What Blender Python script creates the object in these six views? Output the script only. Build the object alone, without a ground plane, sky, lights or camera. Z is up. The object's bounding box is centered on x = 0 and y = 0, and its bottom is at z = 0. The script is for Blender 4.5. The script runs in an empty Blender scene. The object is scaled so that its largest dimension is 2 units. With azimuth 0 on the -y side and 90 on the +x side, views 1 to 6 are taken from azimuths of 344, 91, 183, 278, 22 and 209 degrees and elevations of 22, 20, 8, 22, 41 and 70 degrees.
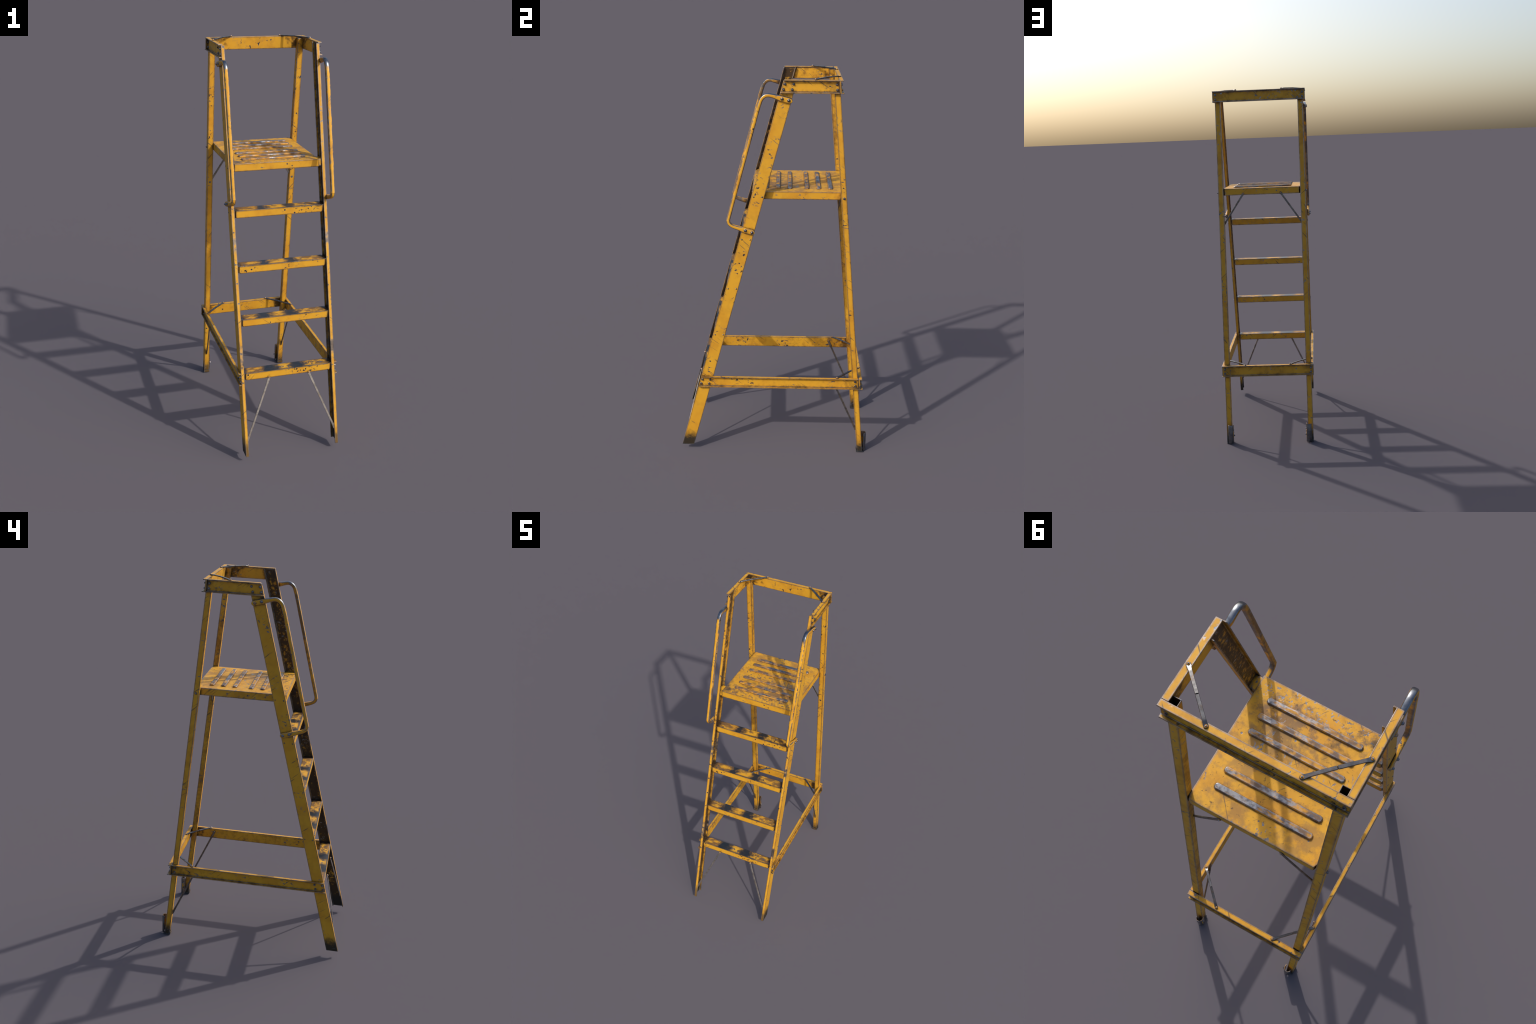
"""Tall welded step platform: two slanted channel stiles with four treads, two tubular
rear legs, a standing platform with pressed ribs, channel guard rails at the top and
near the feet, bent hand rails, corner braces and diagonal struts. Worn yellow paint."""
import bpy, bmesh, math, random
from mathutils import Vector, Matrix

random.seed(7)

# ------------------------------------------------------------------ dimensions
XO = 0.2475                 # outer face of stiles and rear legs
STILE_D = 0.0635            # depth of a stile measured level
STILE_W = 0.0175            # flange width of a stile
LEG_W, LEG_D = 0.0305, 0.0285
RAIL_OUT = 0.2605           # outer edge of the rail flanges
RAIL_IN = 0.2395
Z_TOP = 1.9915              # top of the upper guard rail
PLAT_Z = 1.446
STEP_Z = (1.2275, 0.9645, 0.7075, 0.4445)


def stile_front(z):         # front line of the slanted stiles
    return -0.4965 + 0.2659 * (z - 0.0295)


def leg_rear(z):            # rear line of the rear legs
    return 0.4790 - 0.0973 * z


# ------------------------------------------------------------------ node helpers
class G:
    """tiny wrapper to write shader graphs as expressions"""
    def __init__(self, name):
        self.mat = bpy.data.materials.new(name)
        self.mat.use_nodes = True
        self.nt = self.mat.node_tree
        self.nt.nodes.clear()
        self.out = self.n('ShaderNodeOutputMaterial')
        self.local = self.n('ShaderNodeTexCoord').outputs['Object']
        geo = self.n('ShaderNodeNewGeometry')
        self.smooth_normal = geo.outputs['Normal']
        self.normal = geo.outputs['True Normal']
        self.pos = geo.outputs['Position']
        self.tc = self.pos

    def n(self, t, **kw):
        node = self.nt.nodes.new(t)
        for k, v in kw.items():
            setattr(node, k, v)
        return node

    def put(self, sock, v):
        if isinstance(v, bpy.types.NodeSocket):
            self.nt.links.new(v, sock)
        elif isinstance(v, (tuple, list)):
            v = tuple(v)
            if len(sock.default_value) == 4 and len(v) == 3:
                v = v + (1.0,)
            sock.default_value = v
        else:
            sock.default_value = v

    def m(self, op, a, b=0.0, c=0.0, clamp=False):
        node = self.n('ShaderNodeMath', operation=op, use_clamp=clamp)
        for s, v in zip(node.inputs, (a, b, c)):
            self.put(s, v)
        return node.outputs[0]

    def mul(self, *a):
        r = a[0]
        for b in a[1:]:
            r = self.m('MULTIPLY', r, b)
        return r

    def mx(self, *a):
        r = a[0]
        for b in a[1:]:
            r = self.m('MAXIMUM', r, b)
        return r

    def add(self, a, b, clamp=False):
        return self.m('ADD', a, b, clamp=clamp)

    def sub(self, a, b, clamp=False):
        return self.m('SUBTRACT', a, b, clamp=clamp)

    def inv(self, a):
        return self.m('SUBTRACT', 1.0, a, clamp=True)

    def step(self, v, lo, hi):      # smooth ramp 0..1 between lo and hi
        node = self.n('ShaderNodeMapRange', interpolation_type='SMOOTHSTEP')
        self.put(node.inputs['Value'], v)
        self.put(node.inputs['From Min'], lo)
        self.put(node.inputs['From Max'], hi)
        return node.outputs[0]

    def mapping(self, rot=(0, 0, 0), scale=(1, 1, 1), loc=(0, 0, 0), vec=None):
        node = self.n('ShaderNodeMapping')
        self.put(node.inputs['Vector'], vec or self.tc)
        node.inputs['Rotation'].default_value = rot
        node.inputs['Scale'].default_value = scale
        node.inputs['Location'].default_value = loc
        return node.outputs[0]

    def noise(self, scale, detail=3.0, rough=0.55, vec=None, dist=0.0):
        node = self.n('ShaderNodeTexNoise')
        self.put(node.inputs['Vector'], vec or self.tc)
        node.inputs['Scale'].default_value = scale
        node.inputs['Detail'].default_value = detail
        node.inputs['Roughness'].default_value = rough
        node.inputs['Distortion'].default_value = dist
        return node.outputs['Fac']

    def dot(self, v, d):
        node = self.n('ShaderNodeVectorMath', operation='DOT_PRODUCT')
        self.put(node.inputs[0], v)
        node.inputs[1].default_value = d
        return node.outputs['Value']

    def scratch(self, d, freq, low, thr, where):
        """thin lines across direction d, only in some areas"""
        d = Vector(d).normalized()
        e1 = d.cross(Vector((0, 0, 1))).normalized()
        e2 = d.cross(e1)
        c = self.n('ShaderNodeCombineXYZ')
        for sck, (ax, f) in zip(c.inputs, ((d, freq), (e1, low), (e2, low))):
            self.put(sck, self.m('MULTIPLY', self.dot(self.tc, tuple(ax)), f))
        line = self.step(self.noise(1.0, 2, 0.5, vec=c.outputs[0]), thr, thr + 0.045)
        return self.mul(line, self.step(self.noise(7.0, 1, vec=self.mapping(loc=where)), 0.50, 0.58))

    def voronoi(self, scale, vec=None):
        node = self.n('ShaderNodeTexVoronoi')
        self.put(node.inputs['Vector'], vec or self.tc)
        node.inputs['Scale'].default_value = scale
        return node.outputs['Distance'], node.outputs['Color']

    def mix(self, f, a, b):
        node = self.n('ShaderNodeMix', data_type='RGBA')
        self.put(node.inputs[0], f)
        self.put(node.inputs[6], a)
        self.put(node.inputs[7], b)
        return node.outputs[2]

    def mixf(self, f, a, b):
        node = self.n('ShaderNodeMix', data_type='FLOAT')
        self.put(node.inputs[0], f)
        self.put(node.inputs[2], a)
        self.put(node.inputs[3], b)
        return node.outputs[0]

    def xyz(self, v):
        node = self.n('ShaderNodeSeparateXYZ')
        self.put(node.inputs[0], v)
        return node.outputs

    def edge(self, radius, lo, hi):     # convex and concave edges of the part
        bev = self.n('ShaderNodeBevel', samples=6)
        bev.inputs['Radius'].default_value = radius
        d = self.n('ShaderNodeVectorMath', operation='DOT_PRODUCT')
        self.put(d.inputs[0], bev.outputs[0])
        self.put(d.inputs[1], self.normal)
        return self.step(self.sub(1.0, d.outputs['Value']), lo, hi)

    def ao(self, distance):             # crevices, 1 = deep in a corner
        node = self.n('ShaderNodeAmbientOcclusion', samples=6)
        node.inputs['Distance'].default_value = distance
        return self.sub(1.0, node.outputs['AO'], clamp=True)

    def finish(self, color, metallic, rough, bump=None, bump_strength=0.15, spec=0.34):
        p = self.n('ShaderNodeBsdfPrincipled')
        self.put(p.inputs['Base Color'], color)
        self.put(p.inputs['Metallic'], metallic)
        self.put(p.inputs['Roughness'], rough)
        p.inputs['Specular IOR Level'].default_value = spec
        if bump is not None:
            b = self.n('ShaderNodeBump')
            b.inputs['Strength'].default_value = bump_strength
            b.inputs['Distance'].default_value = 0.002
            self.put(b.inputs['Height'], bump)
            self.nt.links.new(b.outputs[0], p.inputs['Normal'])
        self.nt.links.new(p.outputs[0], self.out.inputs['Surface'])
        return self.mat


YELLOW = (0.625, 0.318, 0.020)
YELLOW_DEEP = (0.560, 0.262, 0.016)
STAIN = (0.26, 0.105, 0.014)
GRIME = (0.020, 0.012, 0.008)
DUST = (0.150, 0.090, 0.055)
STEEL = (0.30, 0.325, 0.36)
DARK_STEEL = (0.085, 0.105, 0.135)


def paint(name, inner=0.0, stain=0.35, grime=1.0, chips=1.0, edge=1.0,
          feet=False, tread=False, deck=False, bend=False, worn_front=False, corner=0.0):
    """worn yellow enamel. inner = grime on faces looking to the middle of the ladder"""
    g = G(name)
    px, py, pz = g.xyz(g.pos)
    nx, ny, nz = g.xyz(g.normal)
    big = g.noise(5.0, 3)
    mid = g.noise(26.0, 4, 0.6)
    fine = g.noise(110.0, 3, 0.6)
    blot = g.noise(55.0, 5, 0.65)
    # paint with slow fading
    col = g.mix(g.step(g.noise(11.0, 2), 0.35, 0.75), YELLOW, YELLOW_DEEP)
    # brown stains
    st = g.step(g.add(g.mul(mid, 0.6), g.mul(big, 0.4)), 0.47, 0.66)
    facing_in = g.step(g.mul(nx, g.m('SIGN', px), -1.0), 0.4, 0.8)
    st = g.mul(st, g.add(stain, g.mul(facing_in, 0.45 if inner > 0 else 0.0), True))
    col = g.mix(st, col, STAIN)
    # fine scratches, a few long ones
    scr = g.scratch((0.55, 0.50, 0.67), 165.0, 6.0, 0.655, (3, 1, 8))
    scr2 = g.scratch((-0.62, 0.52, 0.59), 140.0, 9.0, 0.650, (7, 3, 2))
    scr = g.mx(scr, scr2)
    col = g.mix(g.mul(scr, 0.8 * min(chips, 1.0)), col, (0.10, 0.070, 0.042))
    # grime in crevices, plus occlusion shade painted into hollows such as the leg tubes
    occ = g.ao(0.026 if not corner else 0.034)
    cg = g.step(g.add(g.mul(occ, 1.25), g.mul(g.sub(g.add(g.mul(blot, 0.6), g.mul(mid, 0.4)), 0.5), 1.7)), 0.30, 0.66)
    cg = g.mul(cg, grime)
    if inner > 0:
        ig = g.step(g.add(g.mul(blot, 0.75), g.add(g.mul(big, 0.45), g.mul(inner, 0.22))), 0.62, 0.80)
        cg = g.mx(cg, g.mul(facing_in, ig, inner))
    if corner:      # dirt collected towards the back corners
        cc = g.mul(g.step(g.m('ABSOLUTE', px), 0.08, 0.235),
                   g.step(g.add(py, g.mul(pz, 0.0973)), 0.31, 0.46), g.step(nz, 0.8, 0.5))
        inward = g.mx(facing_in, g.step(g.mul(ny, -1.0), 0.5, 0.8), 0.42)
        cm = g.step(g.add(g.mul(cc, 0.62), g.mul(g.sub(g.add(g.mul(mid, 0.5), g.mul(blot, 0.5)), 0.5), 1.8)), 0.36, 0.66)
        cg = g.mx(cg, g.mul(cm, corner, inward))
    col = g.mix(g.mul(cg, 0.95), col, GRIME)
    # bare metal: chips, rubbed edges
    cl = g.step(g.noise(8.0, 2, vec=g.mapping(loc=(5, 2, 1))), 0.53, 0.62)
    ch = g.mul(g.step(g.noise(88.0, 3, 0.6, vec=g.mapping(rot=(0.7, 0, 0.3), scale=(1, 0.6, 1))), 0.592, 0.622), cl)
    vd, vc = g.voronoi(38.0)
    vr = g.xyz(vc)[0]
    dots = g.mul(g.step(vd, 0.20, 0.13), g.step(vr, 0.82, 0.84))
    ch = g.mul(g.mx(ch, dots), min(chips, 1.0))
    ed = g.edge(0.0085, 0.010, 0.060)
    ed = g.step(g.add(ed, g.mul(g.sub(g.noise(48.0, 3, 0.6), 0.5), 1.0)), 0.30, 0.60)
    if bend:        # rounded corners of the tube section
        ax = g.m('ABSOLUTE', g.xyz(g.smooth_normal)[0])
        cn = g.mul(g.step(ax, 0.22, 0.42), g.step(ax, 0.97, 0.86))
        ed = g.mul(cn, g.step(g.noise(30.0, 3, 0.6), 0.36, 0.50))
    metal = g.mx(ch, g.mul(ed, edge))
    mcol = g.mix(g.step(mid, 0.35, 0.65), (0.235, 0.25, 0.275), DARK_STEEL)
    rough_paint = g.mixf(mid, 0.48, 0.66)
    dark = None
    if feet:        # dirt splashed on the ends of the legs
        lift = g.mul(g.step(py, 0.0, -0.1), 0.038)
        f = g.step(g.sub(g.add(pz, g.mul(g.sub(g.add(g.mul(blot, 0.5), g.mul(mid, 0.5)), 0.5), 0.13)), lift), 0.094, 0.026)
        col = g.mix(g.mul(f, g.mixf(g.step(g.mul(ny, -1.0), 0.7, 0.9), 0.98, 0.80)), col, (0.017, 0.015, 0.011))
        metal = g.mul(metal, g.sub(1.0, g.mul(f, 0.5)))
    if worn_front:  # paint rubbed off the front flange at knee and hand height
        front = g.step(g.mul(ny, -1.0), 0.8, 0.9)
        w = g.add(g.step(g.m('ABSOLUTE', g.sub(pz, 1.07)), 0.085, 0.01),
                  g.mul(g.step(g.m('ABSOLUTE', g.sub(pz, 0.53)), 0.09, 0.02), 0.9), True)
        w = g.step(g.add(g.mul(w, 0.62), g.mul(g.sub(mid, 0.5), 1.3)), 0.34, 0.62)
        metal = g.mx(metal, g.mul(front, w, 0.8))
    if tread:
        lx, ly, lz = g.xyz(g.local)
        rnd = g.n('ShaderNodeObjectInfo').outputs['Random']
        top = g.step(nz, 0.75, 0.95)
        dust = g.step(g.add(g.mul(g.noise(48.0, 4, 0.65, vec=g.mapping(scale=(0.45, 1, 1))), 1.0),
                            g.mul(g.m('ABSOLUTE', lx), 0.75)), 0.49, 0.68)
        col = g.mix(g.mul(top, dust, 0.85), col, (0.105, 0.058, 0.030))
        ends = g.step(g.add(g.m('ABSOLUTE', lx), g.mul(g.sub(blot, 0.5), 0.05)), 0.195, 0.225)
        col = g.mix(g.mul(top, ends, 0.9), col, GRIME)
        blob = None
        for cx, wd in ((-0.085, 0.060), (0.055, 0.056)):
            c = g.add(cx, g.mul(g.sub(rnd, 0.5), 0.05))
            low = g.step(pz, 1.1, 0.6)
            w0 = g.mul(g.mixf(low, 0.72, 1.15), wd)
            b = g.step(g.add(g.m('ABSOLUTE', g.sub(lx, c)), g.mul(g.sub(g.noise(34.0, 4, 0.6), 0.5), 0.095)), w0, g.mul(w0, 0.25))
            blob = b if blob is None else g.mx(blob, b)
        lip = g.mul(g.step(ly, -0.017, -0.0245), g.step(g.m('ABSOLUTE', lx), 0.17, 0.10), 0.8)
        dark = g.mul(g.mx(blob, lip), top)
    if deck:
        top = g.step(nz, 0.75, 0.95)
        d1 = g.step(g.add(g.noise(30.0, 5, 0.66), g.mul(g.sub(g.noise(6.0, 2), 0.5), 1.0)), 0.46, 0.66)
        fr = g.step(py, 0.16, -0.09)
        d1 = g.mul(top, d1, g.mixf(fr, 0.45, 0.85))
        col = g.mix(d1, col, DUST)
        d2 = g.step(g.noise(75.0, 4, 0.65), 0.62, 0.70)
        col = g.mix(g.mul(top, d2, 0.7), col, (0.05, 0.03, 0.018))
        ch2 = g.mul(g.step(g.noise(95.0, 4, 0.6, vec=g.mapping(loc=(1, 7, 3))), 0.575, 0.61),
                    g.step(py, -0.03, -0.09), top)
        metal = g.mx(metal, g.mul(ch2, 0.9))
        sm = g.mul(top, g.step(g.noise(8.0, 5, 0.66, vec=g.mapping(loc=(2, 2, 2))), 0.50, 0.68), g.mixf(fr, 0.20, 0.85))
        dark = sm
    if bend:        # hand rail: bare where hands rub, at the bends and along the tube
        b1 = g.step(g.add(g.m('ABSOLUTE', g.sub(pz, 1.918)), g.mul(g.sub(mid, 0.5), 0.03)), g.mixf(g.step(px, -0.1, 0.1), 0.034, 0.050), 0.018)
        up = g.step(g.mx(nz, g.mul(g.sub(nz, ny), 0.7)), 0.42, 0.75)
        b2 = g.mul(g.step(g.noise(20.0, 4, 0.65, vec=g.mapping(scale=(2.5, 1, 0.5))), 0.55, 0.66), 0.55)
        rub = g.step(g.noise(9.0, 3, 0.6, vec=g.mapping(loc=(1, 1, 4), scale=(3, 1, 0.7))), 0.46, 0.58)
        col = g.mix(g.mul(facing_in, rub, 0.75), col, (0.055, 0.040, 0.032))
        back = g.mul(g.step(ny, 0.35, 0.75), g.step(g.noise(14.0, 3, 0.6, vec=g.mapping(loc=(5, 5, 1))), 0.36, 0.50))
        col = g.mix(g.mul(back, 0.8), col, (0.045, 0.042, 0.044))
        metal = g.mx(metal, g.mul(b1, up), g.mul(b2, facing_in), g.mul(back, 0.55))
    mrough = g.mixf(mid, 0.24, 0.40)
    c = g.mix(metal, col, mcol)
    met = metal
    rg = g.mixf(metal, rough_paint, mrough)
    if dark is not None:        # paint worn through to dark polished steel
        c = g.mix(g.mul(dark, 0.96), c, (0.016, 0.026, 0.037))
        met = g.mx(g.mul(met, g.inv(dark)), g.mul(dark, 0.28))
        rg = g.mixf(dark, rg, 0.33)
    bump = g.add(g.mul(metal, -0.6), g.mul(g.add(mid, fine), 0.22))
    return g.finish(c, met, rg, bump, 0.22)


def steel(name, col=STEEL, yellow=0.25, rust=0.4, rough=(0.24, 0.42), dirt=0.6):
    g = G(name)
    mid = g.noise(45.0, 4, 0.6)
    fine = g.noise(140.0, 3)
    c = g.mix(g.step(mid, 0.35, 0.7), col, tuple(v * 0.55 for v in col))
    r = g.mul(g.step(g.noise(60.0, 4, 0.65, vec=g.mapping(loc=(4, 4, 4))), 0.52, 0.66), rust)
    c = g.mix(r, c, (0.17, 0.095, 0.05))
    y = g.mul(g.step(g.noise(33.0, 3, 0.6, vec=g.mapping(loc=(9, 0, 2))), 0.62 - 0.25 * yellow, 0.66 - 0.2 * yellow), min(1.0, yellow * 2))
    c = g.mix(y, c, YELLOW_DEEP)
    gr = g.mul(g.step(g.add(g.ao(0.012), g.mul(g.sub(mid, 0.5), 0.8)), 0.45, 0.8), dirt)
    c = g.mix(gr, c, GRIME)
    met = g.mul(g.inv(g.mx(y, g.mul(r, 0.7))), g.inv(gr))
    return g.finish(c, met, g.mixf(mid, *rough), fine, 0.1)


def rib_material(name):
    """pressed ribs: edges and long flanks rubbed to steel, some paint left on top"""
    g = G(name)
    nx, ny, nz = g.xyz(g.normal)
    mid = g.noise(24.0, 4, 0.62, vec=g.mapping(scale=(0.6, 1.2, 1)))
    big = g.noise(7.0, 2)
    px, py, pz = g.xyz(g.pos)
    ed = g.edge(0.0085, 0.006, 0.034)
    flank = g.inv(g.step(nz, 0.5, 0.9))
    patch = g.noise(10.0, 4, 0.65, vec=g.mapping(loc=(3, 3, 3), scale=(1, 3, 1)))
    left = g.mul(g.step(patch, 0.50, 0.58), 0.85)
    bare = g.mx(g.mul(ed, g.step(g.add(mid, g.mul(patch, 0.4)), 0.38, 0.54), 0.95), left)
    bare = g.mul(bare, g.sub(1.0, g.mul(flank, g.step(g.noise(15.0, 3, 0.6, vec=g.mapping(loc=(6, 1, 1))), 0.42, 0.52))))
    c = g.mix(g.step(g.noise(32.0, 4), 0.36, 0.60), YELLOW_DEEP, DUST)
    c = g.mix(bare, c, g.mix(g.step(g.noise(60.0, 3), 0.4, 0.7), (0.27, 0.29, 0.32), (0.09, 0.105, 0.13)))
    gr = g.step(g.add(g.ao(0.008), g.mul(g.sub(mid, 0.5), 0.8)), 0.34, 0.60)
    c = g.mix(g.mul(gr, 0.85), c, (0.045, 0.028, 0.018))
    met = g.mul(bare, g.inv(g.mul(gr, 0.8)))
    return g.finish(c, met, g.mixf(bare, 0.55, 0.36), g.noise(120.0, 3), 0.15)


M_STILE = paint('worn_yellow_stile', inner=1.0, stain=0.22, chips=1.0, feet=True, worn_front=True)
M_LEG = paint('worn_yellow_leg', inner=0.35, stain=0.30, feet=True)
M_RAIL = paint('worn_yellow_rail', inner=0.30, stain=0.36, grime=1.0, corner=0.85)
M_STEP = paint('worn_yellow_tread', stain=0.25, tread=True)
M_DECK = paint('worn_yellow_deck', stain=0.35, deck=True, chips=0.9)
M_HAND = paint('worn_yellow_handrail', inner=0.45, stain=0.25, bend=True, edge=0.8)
M_CHEEK = paint('worn_yellow_bracket', stain=0.3, edge=0.8, grime=0.3)
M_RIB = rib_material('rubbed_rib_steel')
M_BRACE = steel('brace_steel', col=(0.175, 0.177, 0.182), yellow=0.05, rust=0.35, rough=(0.24, 0.33))
M_STRUT = steel('strut_steel', col=(0.25, 0.235, 0.22), yellow=0.0, rust=0.75, rough=(0.4, 0.55))
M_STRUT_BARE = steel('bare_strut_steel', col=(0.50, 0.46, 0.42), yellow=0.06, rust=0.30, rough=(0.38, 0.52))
M_BOLT = steel('bolt_steel', col=(0.20, 0.215, 0.25), yellow=0.22, rust=0.5)
M_FOOT = steel('foot_bracket_steel', col=(0.20, 0.205, 0.22), yellow=0.02, rust=0.55, rough=(0.35, 0.5))
g = G('painted_pin')
M_PIN = g.finish(g.mix(g.step(g.xyz(g.local)[2], 0.0021, 0.0024), g.mix(g.step(g.noise(300.0), 0.4, 0.6), YELLOW_DEEP, STAIN), STEEL),
                 g.step(g.xyz(g.local)[2], 0.0021, 0.0024), 0.38)
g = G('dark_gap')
M_GAP = g.finish((0.012, 0.011, 0.010), 0.0, 0.7)

# ------------------------------------------------------------------ mesh helpers
root = bpy.data.objects.new('platform_ladder', None)
bpy.context.scene.collection.objects.link(root)
root.empty_display_size = 0.1
root['label'] = 'tall worn yellow steel step ladder with railed platform'
root['category'] = 'platform ladder'


def link(name, mesh, mats, parent=None, loc=None):
    ob = bpy.data.objects.new(name, mesh)
    bpy.context.scene.collection.objects.link(ob)
    ob.parent = parent or root
    if loc is not None:
        ob.location = loc
    if not mesh.materials:
        for mt in (mats if isinstance(mats, (list, tuple)) else [mats]):
            mesh.materials.append(mt)
    return ob


def loft(bm, rings, cap=True, mat=0):
    """skin a list of closed rings (lists of 3d points)"""
    vs = [[bm.verts.new(p) for p in r] for r in rings]
    n = len(rings[0])
    faces = []
    for a, b in zip(vs[:-1], vs[1:]):
        for i in range(n):
            j = (i + 1) % n
            faces.append(bm.faces.new((a[i], a[j], b[j], b[i])))
    if cap:
        faces.append(bm.faces.new(list(reversed(vs[0]))))
        faces.append(bm.faces.new(vs[-1]))
    for f in faces:
        f.material_index = mat
    return faces


def tube_box(bm, outer0, inner0, outer1, inner1):
    """open ended hollow bar: outer and inner rings at both ends"""
    o0, i0, o1, i1 = [[bm.verts.new(p) for p in r] for r in (outer0, inner0, outer1, inner1)]
    n = len(o0)
    for k in range(n):
        j = (k + 1) % n
        bm.faces.new((o0[k], o0[j], o1[j], o1[k]))
        bm.faces.new((i0[j], i0[k], i1[k], i1[j]))
        bm.faces.new((o0[j], o0[k], i0[k], i0[j]))
        bm.faces.new((o1[k], o1[j], i1[j], i1[k]))


def finish(bm, name, bevel=0.0009, seg=2, smooth=None):
    bmesh.ops.recalc_face_normals(bm, faces=bm.faces[:])
    if bevel:
        es = [e for e in bm.edges if len(e.link_faces) == 2 and e.calc_face_angle(0) > 0.6]
        bmesh.ops.bevel(bm, geom=es, offset=bevel, segments=seg, profile=0.5,
                        affect='EDGES', clamp_overlap=True)
    bmesh.ops.triangulate(bm, faces=[f for f in bm.faces if len(f.verts) > 4])
    me = bpy.data.meshes.new(name)
    bm.to_mesh(me)
    bm.free()
    if smooth:
        me.shade_smooth()
        me.set_sharp_from_angle(angle=math.radians(smooth))
    return me


def mirror_points(pts, s):
    return [(p[0] * s, p[1], p[2]) for p in pts]


def box(bm, x0, x1, y0, y1, z0, z1):
    r = [(x0, y0), (x1, y0), (x1, y1), (x0, y1)]
    loft(bm, [[(x, y, z0) for x, y in r], [(x, y, z1) for x, y in r]])


# ------------------------------------------------------------------ bolts
def dome_mesh(name, r, h, washer=0.0, hexa=False):
    """bolt head lying on the xy plane, pointing to +z"""
    bm = bmesh.new()
    z = 0.0
    if washer:
        ring = [(washer * math.cos(a), washer * math.sin(a)) for a in [i * math.tau / 20 for i in range(20)]]
        loft(bm, [[(x, y, -0.001) for x, y in ring], [(x, y, 0.0012) for x, y in ring],
                  [(x * 0.9, y * 0.9, 0.0018) for x, y in ring]])
        z = 0.0015
    n = 6 if hexa else 14
    rings = []
    prof = ((1, -0.001), (1, 0.72), (0.9, 0.9), (0.55, 1.0)) if hexa else \
           ((1, -0.1), (0.97, 0.3), (0.8, 0.65), (0.5, 0.9), (0.2, 1.0))
    for k, hh in prof:
        rings.append([(r * k * math.cos(a), r * k * math.sin(a), z + h * hh) for a in [i * math.tau / n for i in range(n)]])
    loft(bm, rings)
    return finish(bm, name, bevel=0, smooth=40)


RIVET = dome_mesh('rivet', 0.0036, 0.0028)
BOLT = dome_mesh('bolt', 0.0046, 0.0055, washer=0.0062, hexa=True)
CAP = dome_mesh('cap_bolt', 0.0055, 0.0062, washer=0.0078)
PIN = dome_mesh('pin', 0.0027, 0.0036, washer=0.0045)
PIN.materials.append(M_PIN)


def put_bolt(mesh, pos, normal, parent=None, name=None):
    ob = link(name or mesh.name, mesh, M_BOLT, parent)
    q = Vector((0, 0, 1)).rotation_difference(Vector(normal))
    ob.rotation_mode = 'QUATERNION'
    from mathutils import Quaternion
    ob.rotation_quaternion = q @ Quaternion((0, 0, 1), random.uniform(0, 6.28))
    ob.location = pos
    return ob


# ------------------------------------------------------------------ stiles
def build_stile(s):
    bm = bmesh.new()
    t = 0.0042
    prof = [(XO, 0), (XO - STILE_W, 0), (XO - STILE_W, t), (XO - t, t),
            (XO - t, STILE_D - t), (XO - STILE_W, STILE_D - t), (XO - STILE_W, STILE_D), (XO, STILE_D)]
    # a few stations along the length, with dents of well under a millimetre
    rings = []
    zs = [0.0295, 1.986]
    for z in zs:
        rings.append([(s * x, stile_front(z) + d, z) for x, d in prof])
    loft(bm, rings)
    ob = link('stile', finish(bm, 'stile', 0.0016), M_STILE)
    for z in (PLAT_Z - 0.020,) + tuple(v - 0.021 for v in STEP_Z[:3]):
        for off in (0.0115, 0.0530):
            put_bolt(RIVET, (s * XO, stile_front(z) + off, z), (s, 0, 0), ob)
    return ob


stiles = [build_stile(s) for s in (1, -1)]


# ------------------------------------------------------------------ rear legs
def build_leg(s):
    bm = bmesh.new()
    w = 0.0026

    def ring(z, inset):
        x0, x1 = XO - inset, XO - LEG_W + inset
        y1, y0 = leg_rear(z) - inset, leg_rear(z) - LEG_D + inset
        return [(s * x0, y0, z), (s * x1, y0, z), (s * x1, y1, z), (s * x0, y1, z)]
    tube_box(bm, ring(0.0035, 0), ring(0.0035, w), ring(1.982, 0), ring(1.982, w))
    ob = link('rear_leg', finish(bm, 'rear_leg', 0.0012), M_LEG)
    put_bolt(BOLT, (s * XO, 0.3270, 1.4232), (s, 0, 0), ob)
    return ob


legs = [build_leg(s) for s in (1, -1)]


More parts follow.
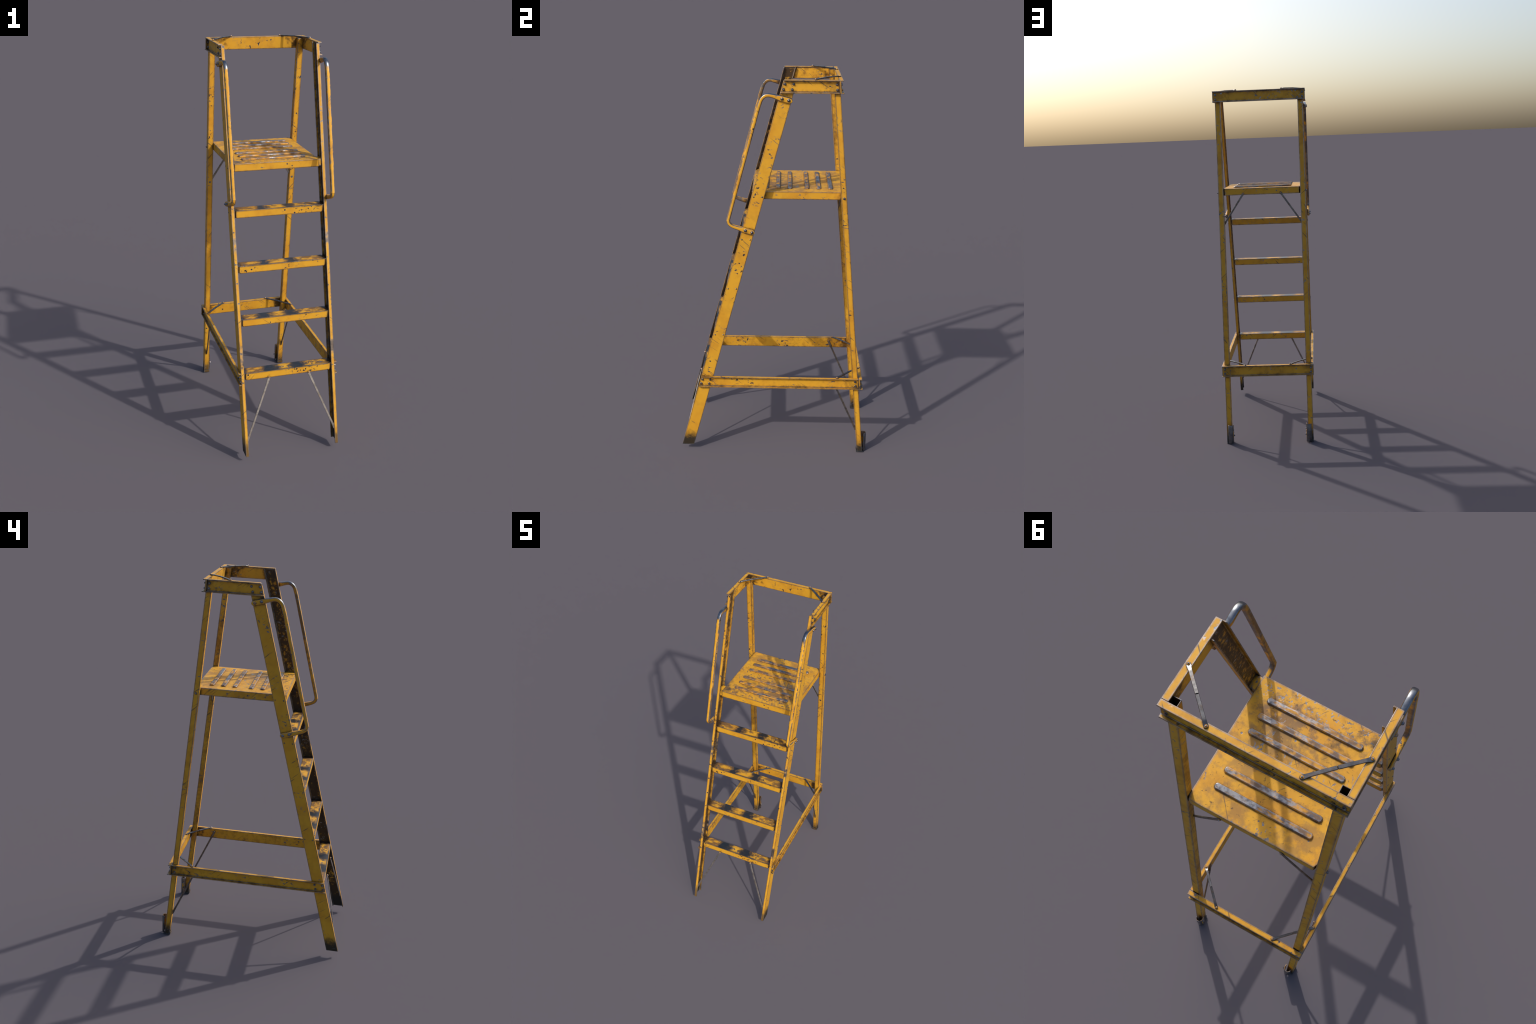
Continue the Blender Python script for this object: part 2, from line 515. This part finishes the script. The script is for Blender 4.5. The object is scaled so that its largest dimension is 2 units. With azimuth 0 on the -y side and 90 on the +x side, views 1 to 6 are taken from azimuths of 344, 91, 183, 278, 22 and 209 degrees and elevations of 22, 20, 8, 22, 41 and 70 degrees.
# ------------------------------------------------------------------ foot brackets
def build_foot(s):
    """strap bent round the back of the leg, with a shoe lip under it"""
    bm = bmesh.new()
    cx, cy, r, t = 0.2228, 0.4815, 0.0155, 0.0026
    path = [(cx - r, 0.4780), (cx - r, 0.4800)]
    for i in range(0, 15):
        a = math.pi - i * math.pi / 14
        path.append((cx + r * math.cos(a), cy + r * math.sin(a)))
    outer = [(s * x, y) for x, y in path]
    inner = []
    for x, y in path:
        if y < cy:
            inner.append((s * (x + t), y))
        else:
            d = Vector((x - cx, y - cy)).normalized() * t
            inner.append((s * (x - d.x), y - d.y))
    loop = outer + inner[::-1]
    n0 = len(loop) - 1

    def foot_ring(z):       # front edge of the cheek follows the leaning leg
        out = [[x, y, z] for x, y in loop]
        out[0][1] = out[n0][1] = leg_rear(z) - 0.0015
        return out
    loft(bm, [foot_ring(z) for z in (0.003, 0.055, 0.1085)])
    me = finish(bm, 'foot_bracket', 0.0006, smooth=40)
    me.materials.append(M_FOOT)
    me.materials.append(M_CHEEK)
    for p in me.polygons:       # the flat cheek and the inside of the strap keep their paint
        c = p.center
        d = Vector((abs(c.x) - cx, c.y - cy))
        if (c.y < 0.4890 and abs(c.x) < cx - 0.009) or d.length < r - t * 0.7:
            p.material_index = 1
    ob = link('foot_bracket', me, [M_FOOT, M_CHEEK])
    for z, m in ((0.046, BOLT), (0.066, RIVET), (0.078, RIVET)):
        put_bolt(m, (s * (cx - r), 0.4795, z), (-s, 0, 0), ob)
    # shoe: shallow folded plate under the leg
    bm = bmesh.new()
    y0, y1 = leg_rear(0) - LEG_D - 0.0045, leg_rear(0) + 0.004
    prof = [(y0, 0.0), (y1, 0.0), (y1, 0.0034), (y0 + 0.003, 0.0034), (y0 + 0.0008, 0.0165), (y0 - 0.0022, 0.0165)]
    loft(bm, [[(s * x, y, z) for y, z in prof] for x in (XO - LEG_W - 0.001, XO + 0.0012)])
    link('shoe', finish(bm, 'shoe', 0.0006), M_LEG, ob)
    return ob


feet = [build_foot(s) for s in (1, -1)]


# ------------------------------------------------------------------ channel guard rails
def rail_profile(h, web=0.0085, t=0.0046, lip=0.0, lip_low=0.0):
    """channel open to the outside: (distance out, height) pairs; lip = part of the inner edge cut back"""
    w = RAIL_OUT - RAIL_IN
    if lip or lip_low:
        return [(lip_low, 0), (w, 0), (w, t), (web, t), (web, h - t), (w, h - t), (w, h), (lip, h),
                (lip, h - t), (lip_low, h - t)] if lip != lip_low else \
               [(lip, 0), (w, 0), (w, t), (web, t), (web, h - t), (w, h - t), (w, h), (lip, h)]
    return [(0, 0), (w, 0), (w, t), (web, t), (web, h - t), (w, h - t), (w, h), (0, h)]


def build_rails(z0, z1, rear_in, lower):
    """three sided rail between heights z0 and z1; rear_in(z) = inner plane of the back rail"""
    prof = rail_profile(z1 - z0)
    web = 0.0085
    obs = []
    for s in (1, -1):
        bm = bmesh.new()
        sp = rail_profile(z1 - z0, lip=0.0045 if lower else 0.0001, lip_low=0.0045)
        rings = [[(s * (RAIL_IN + d), stile_front(z0 + h) + 0.0012, z0 + h) for d, h in sp],
                 [(s * (RAIL_IN + d), rear_in(z0 + h) - 0.0003, z0 + h) for d, h in sp]]
        loft(bm, rings)
        obs.append(link('side_rail', finish(bm, 'side_rail', 0.0013), M_RAIL))
    bm = bmesh.new()
    rings = [[(x, rear_in(z0 + h) + d, z0 + h) for d, h in prof] for x in (-RAIL_OUT, RAIL_OUT)]
    loft(bm, rings)
    back = link('back_rail', finish(bm, 'back_rail', 0.0013), M_RAIL)
    face = RAIL_IN + web
    za, zb = z0 + 0.0185 - (0.003 if lower else 0), z1 - 0.0205
    za = z0 + 0.0165
    for s, ob in zip((1, -1), obs):
        for z in (za, zb):
            for off in (0.0105, 0.0515):
                put_bolt(BOLT, (s * face, stile_front(z) + off, z), (s, 0, 0), ob)
            put_bolt(BOLT, (s * face, leg_rear(z) - 0.0150, z), (s, 0, 0), ob)
            put_bolt(BOLT, (s * 0.2445, rear_in(z) + web, z), (0, 1, 0.09), back)
    return obs, back


up_side, up_back = build_rails(1.9295, Z_TOP, lambda z: 0.2815 - 0.0973 * (z - 1.991), False)
lo_side, lo_back = build_rails(0.3855, 0.4465, lambda z: 0.4380 - 0.0973 * (z - 0.447), True)


# ------------------------------------------------------------------ treads
def build_tread_mesh():
    """folded plate: level top, front and rear upright skirts; local origin at top centre"""
    bm = bmesh.new()
    depth, h, t, sl = 0.0585, 0.0375, 0.0030, 0.0
    hw = 0.2235

    def prof(inset, drop=0.0):
        y0, y1 = -depth / 2 + inset, depth / 2 - inset
        z = -drop
        hb = -h + drop
        return [(y0, z), (y1, z), (y1 + hb * sl, hb), (y1 + hb * sl - t, hb), (y1 - t - t * sl, -t + z),
                (y0 + t - t * sl, -t + z), (y0 + t + hb * sl, hb), (y0 + hb * sl, hb)]
    # rounded lower corners of the skirts: skirt shortens towards the ends
    xs = [(-hw, 0.30), (-hw + 0.002, 0.12), (-hw + 0.006, 0.0), (hw - 0.006, 0.0), (hw - 0.002, 0.12), (hw, 0.30)]
    rings = []
    for x, k in xs:
        ring = []
        for i, (y, z) in enumerate(prof(0.0)):
            if z < -0.02:
                zz = z + k * 0.02
                y += (zz - z) * sl
                z = zz
            ring.append((x, y, z))
        rings.append(ring)
    loft(bm, rings)
    for s in (1, -1):           # narrower tongue that enters the stile channel
        loft(bm, [[(s * x, y, z) for y, z in prof(0.0055, 0.0006)] for x in (hw - 0.004, XO - 0.0044)])
    return finish(bm, 'step', 0.0008)


TREAD = build_tread_mesh()
for z in STEP_Z:
    st = link('step', TREAD, M_STEP, loc=(0, stile_front(z) - 0.0022 + 0.0585 / 2, z))

# ------------------------------------------------------------------ platform
PW, PY0, PY1, PH = 0.2172, -0.1235, 0.3405, 0.0385


def build_platform():
    bm = bmesh.new()

    def outline(inset):
        c, w, y0, y1 = 0.0075, PW - inset, PY0 + inset, PY1 - inset
        return [(-w, y0), (w, y0), (w, y1 - c * 2.2), (w - c, y1), (-w + c, y1), (-w, y1 - c * 2.2)]
    o, i = outline(0), outline(0.003)
    zt, zb = PLAT_Z, PLAT_Z - PH
    ot = [bm.verts.new((x, y, zt)) for x, y in o]
    ob_ = [bm.verts.new((x, y, zb)) for x, y in o]
    it = [bm.verts.new((x, y, zt - 0.003)) for x, y in i]
    ib = [bm.verts.new((x, y, zb)) for x, y in i]
    bm.faces.new(ot)
    bm.faces.new(it[::-1])
    n = len(o)
    for k in range(n):
        j = (k + 1) % n
        bm.faces.new((ot[j], ot[k], ob_[k], ob_[j]))
        bm.faces.new((it[k], it[j], ib[j], ib[k]))
        bm.faces.new((ob_[k], ib[k], ib[j], ob_[j]))
    deck = link('platform', finish(bm, 'platform', 0.0016), M_DECK)
    # mounting blocks that carry the deck inside the stiles
    for s in (1, -1):
        bm = bmesh.new()
        loft(bm, [[(s * x, stile_front(z) + d, z) for x, d in
                   ((PW - 0.002, 0.006), (XO - 0.0044, 0.006), (XO - 0.0044, 0.0575), (PW - 0.002, 0.0575))]
                  for z in (PLAT_Z - 0.034, PLAT_Z - 0.0016)])
        link('bracket', finish(bm, 'bracket', 0.0006), M_STILE, deck)
    # pressed ribs, two groups of three
    bm = bmesh.new()
    hl, hw, hh, ch = 0.1655, 0.0108, 0.0074, 0.0055

    def ring(d, z):
        l, w, c = hl - d, hw - d, ch - d * 0.4
        return [(-l, -w + c, z), (-l + c, -w, z), (l - c, -w, z), (l, -w + c, z),
                (l, w - c, z), (l - c, w, z), (-l + c, w, z), (-l, w - c, z)]
    loft(bm, [ring(0, -0.001), ring(0.0004, hh * 0.62), ring(0.0024, hh)])
    rib = finish(bm, 'rib', 0.0005)
    for y in (-0.054, 0.0045, 0.063, 0.147, 0.2055, 0.264):
        link('rib', rib, M_RIB, deck, (0, y, PLAT_Z))
    return deck


deck = build_platform()


# ------------------------------------------------------------------ hand rails
def catmull(pts, n):
    out = []
    P = [pts[0]] + pts + [pts[-1]]
    for i in range(1, len(P) - 2):
        p0, p1, p2, p3 = [Vector(p) for p in P[i - 1:i + 3]]
        for k in range(n):
            t = k / n
            out.append(0.5 * ((2 * p1) + (p2 - p0) * t + (2 * p0 - 5 * p1 + 4 * p2 - p3) * t * t
                              + (3 * p1 - p0 - 3 * p2 + p3) * t * t * t))
    out.append(Vector(pts[-1]))
    return out


def build_handrail(s):
    # centre line in the (y, z) plane: flat lug, arm, bend, long grip, bend, arm, flat lug
    path = [(0.0560, 1.8945), (0.030, 1.9015), (0.0, 1.9090), (-0.030, 1.9168), (-0.046, 1.9192), (-0.060, 1.9165),
            (-0.0722, 1.9078), (-0.0805, 1.8960), (-0.0865, 1.8790), (-0.0998, 1.8340), (-0.168, 1.5750),
            (-0.2330, 1.3280), (-0.2372, 1.3085), (-0.2357, 1.2950), (-0.2275, 1.2840), (-0.2140, 1.2762),
            (-0.1980, 1.2708), (-0.172, 1.2630), (-0.145, 1.2548), (-0.1185, 1.2475)]
    c = catmull(path, 5)
    acc = [0.0]
    for a, b in zip(c[:-1], c[1:]):
        acc.append(acc[-1] + (b - a).length)
    L = acc[-1]
    N = 20
    bm = bmesh.new()
    rings = []
    for i, p in enumerate(c):
        tan = (c[min(i + 1, len(c) - 1)] - c[max(i - 1, 0)]).normalized()
        nor = Vector((-tan.y, tan.x))
        end = min(acc[i], L - acc[i])
        f = max(0.0, min(1.0, (0.075 - end) / 0.035))
        f = f * f * (3 - 2 * f)                      # 1 on the flattened lug
        hx = 0.0106 * (1 - f) + 0.0066 * f           # half width across x
        f2 = max(0.0, min(1.0, (0.115 - end) / 0.085))
        f2 = f2 * f2 * (3 - 2 * f2)
        hn = 0.0091 * (1 - f2) + 0.0126 * f2         # half width in the plane
        if end < 0.0122:                             # rounded tip
            pass
        cx = 0.2506 * (1 - f) + 0.2545 * f
        ring = []
        for k in range(N):
            a = k * math.tau / N
            ca, sa = math.cos(a), math.sin(a)
            e = 2.0 / (2.9 + 1.6 * f)
            u = math.copysign(abs(ca) ** e, ca)
            v = math.copysign(abs(sa) ** e, sa)
            q = p + nor * (hn * v)
            ring.append((s * (cx + hx * u), q.x, q.y))
        rings.append(ring)
    # rounded tips
    def tip(ring, direction):
        out = []
        ctr = Vector((sum(v[0] for v in ring) / N, sum(v[1] for v in ring) / N, sum(v[2] for v in ring) / N))
        for ang in (25, 50, 72, 86):
            a = math.radians(ang)
            r = []
            for v in ring:
                d = Vector(v) - ctr
                dx, rest = Vector((d.x, 0, 0)), Vector((0, d.y, d.z))
                q = ctr + dx * (1 - 0.12 * math.sin(a)) + rest * math.cos(a)
                q += Vector((0, direction.x, direction.y)) * (0.0110 * math.sin(a))
                r.append(tuple(q))
            out.append(r)
        return out
    d0 = (c[0] - c[1]).normalized()
    d1 = (c[-1] - c[-2]).normalized()
    rings = tip(rings[0], d0)[::-1] + rings + tip(rings[-1], d1)
    loft(bm, rings)
    ob = link('handrail', finish(bm, 'handrail', 0, smooth=50), M_HAND)
    for y, z in ((0.0500, 1.8965), (0.0180, 1.9045), (-0.1210, 1.2480), (-0.1530, 1.2575)):
        put_bolt(CAP, (s * 0.2608, y, z), (s, 0, 0), ob)
    return ob


hands = [build_handrail(s) for s in (1, -1)]


# ------------------------------------------------------------------ braces and struts
def bar(bm, a, b, up, width, th_mid, th_end, arch=0.0, n=14, lug=0.0, flat=0.10, t0=0.0, t1=1.0):
    """bar from a to b flattened at both ends; up = direction of its thin side"""
    a, b, up = Vector(a), Vector(b), Vector(up).normalized()
    d = (b - a)
    L = d.length
    d.normalize()
    side = d.cross(up).normalized()
    up = side.cross(d).normalized()
    rings = []
    ts = [t0 + (t1 - t0) * i / n for i in range(n + 1)]
    if t0 == 0.0:
        ts = [0.0, 0.004] + ts[1:]
    if t1 == 1.0:
        ts = ts[:-1] + [0.996, 1.0]
    for t in ts:
        e = min(t, 1 - t)
        f = max(0.0, min(1.0, (flat * 1.5 - e) / (flat * 0.75)))
        f = f * f * (3 - 2 * f)
        th = th_mid * (1 - f) + th_end * f
        w = width * (1 - f) + (width * (1.0 + lug)) * f
        lift = arch * (e * 2)
        c = a + d * (L * t) + up * (lift + th * 0.5)
        ring = []
        for u, v in ((1, -0.55), (1, 0.55), (0.84, 1), (-0.84, 1), (-1, 0.55), (-1, -0.55), (-0.84, -1), (0.84, -1)):
            ring.append(tuple(c + side * (0.5 * w * u) + up * (0.5 * th * v)))
        rings.append(ring)
    # round off the outer ends of the lugs
    def cap(ring, dirv):
        ctr = sum((Vector(v) for v in ring), Vector()) / len(ring)
        out = []
        for ang in (35, 65, 85):
            an = math.radians(ang)
            out.append([tuple(ctr + side * ((Vector(v) - ctr).dot(side) * math.cos(an))
                              + up * ((Vector(v) - ctr).dot(up)) + dirv * (0.5 * width * math.sin(an))) for v in ring])
        return out
    if t0 == 0.0:
        rings = cap(rings[0], -d)[::-1] + rings
    if t1 == 1.0:
        rings = rings + cap(rings[-1], d)
    loft(bm, rings)


def corner_brace(s, y_side, y_back, z, x_back=0.1283, x_side=0.2502):
    a, b = (s * x_side, y_side, z), (s * x_back, y_back, z)
    bm = bmesh.new()
    kw = dict(up=(0, 0, 1), width=0.0100, th_mid=0.0056, th_end=0.0030, arch=0.0024, lug=0.22, flat=0.055)
    bar(bm, a, b, t0=0.0, t1=0.491, **kw)
    bar(bm, a, b, t0=0.509, t1=1.0, **kw)
    ob = link('corner_brace', finish(bm, 'corner_brace', 0, smooth=24), M_BRACE)
    bm = bmesh.new()
    mid = dict(kw, width=0.0070, th_mid=0.0036, arch=0.0024)
    bar(bm, a, b, t0=0.47, t1=0.53, n=2, **mid)
    link('brace_joint', finish(bm, 'brace_joint', 0), M_GAP, ob)
    for p in (a, b):
        put_bolt(PIN, (p[0], p[1], z + 0.0032), (0, 0, 1), ob)
    return ob


for s in (1, -1):
    corner_brace(s, 0.1725, 0.2925, Z_TOP + 0.0002)
    corner_brace(s, 0.3265, 0.4485, 0.4467)


def strut(a, b, up, pins, width=0.0098, th=0.0046, flat=0.06, mat=None):
    bm = bmesh.new()
    bar(bm, a, b, up, width, th, 0.0028, arch=0.0006, lug=0.25, flat=flat)
    ob = link('strut', finish(bm, 'strut', 0, smooth=24), mat or M_STRUT)
    u = Vector(up).normalized()
    for p, nrm in pins:
        put_bolt(PIN, tuple(Vector(p) + Vector(nrm).normalized() * 0.0026), nrm, ob)
    return ob


for s in (1, -1):
    # from the back skirt of the platform down to the front of the rear leg
    a, b = (s * 0.105, PY1 + 0.0004, PLAT_Z - 0.0305), (s * 0.2325, leg_rear(1.226) - LEG_D - 0.0008, 1.226)
    strut(a, b, (0, 1, 0.04), [(a, (0, 1, 0))])
    # from the lowest tread down to the inside of the stile
    a = (s * 0.1044, stile_front(0.414) - 0.0026, 0.4135)
    b = (s * 0.2330, stile_front(0.108) + 0.0070, 0.108)
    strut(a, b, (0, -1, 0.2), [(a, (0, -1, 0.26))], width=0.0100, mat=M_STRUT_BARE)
    # from the inside of the lower side rail down to the rear leg
    a = (s * (RAIL_IN + 0.0043), 0.3040, 0.4300)
    b = (s * 0.2350, leg_rear(0.133) - LEG_D - 0.0005, 0.133)
    strut(a, b, (-s, 0, 0), [(a, (-s, 0, 0))])
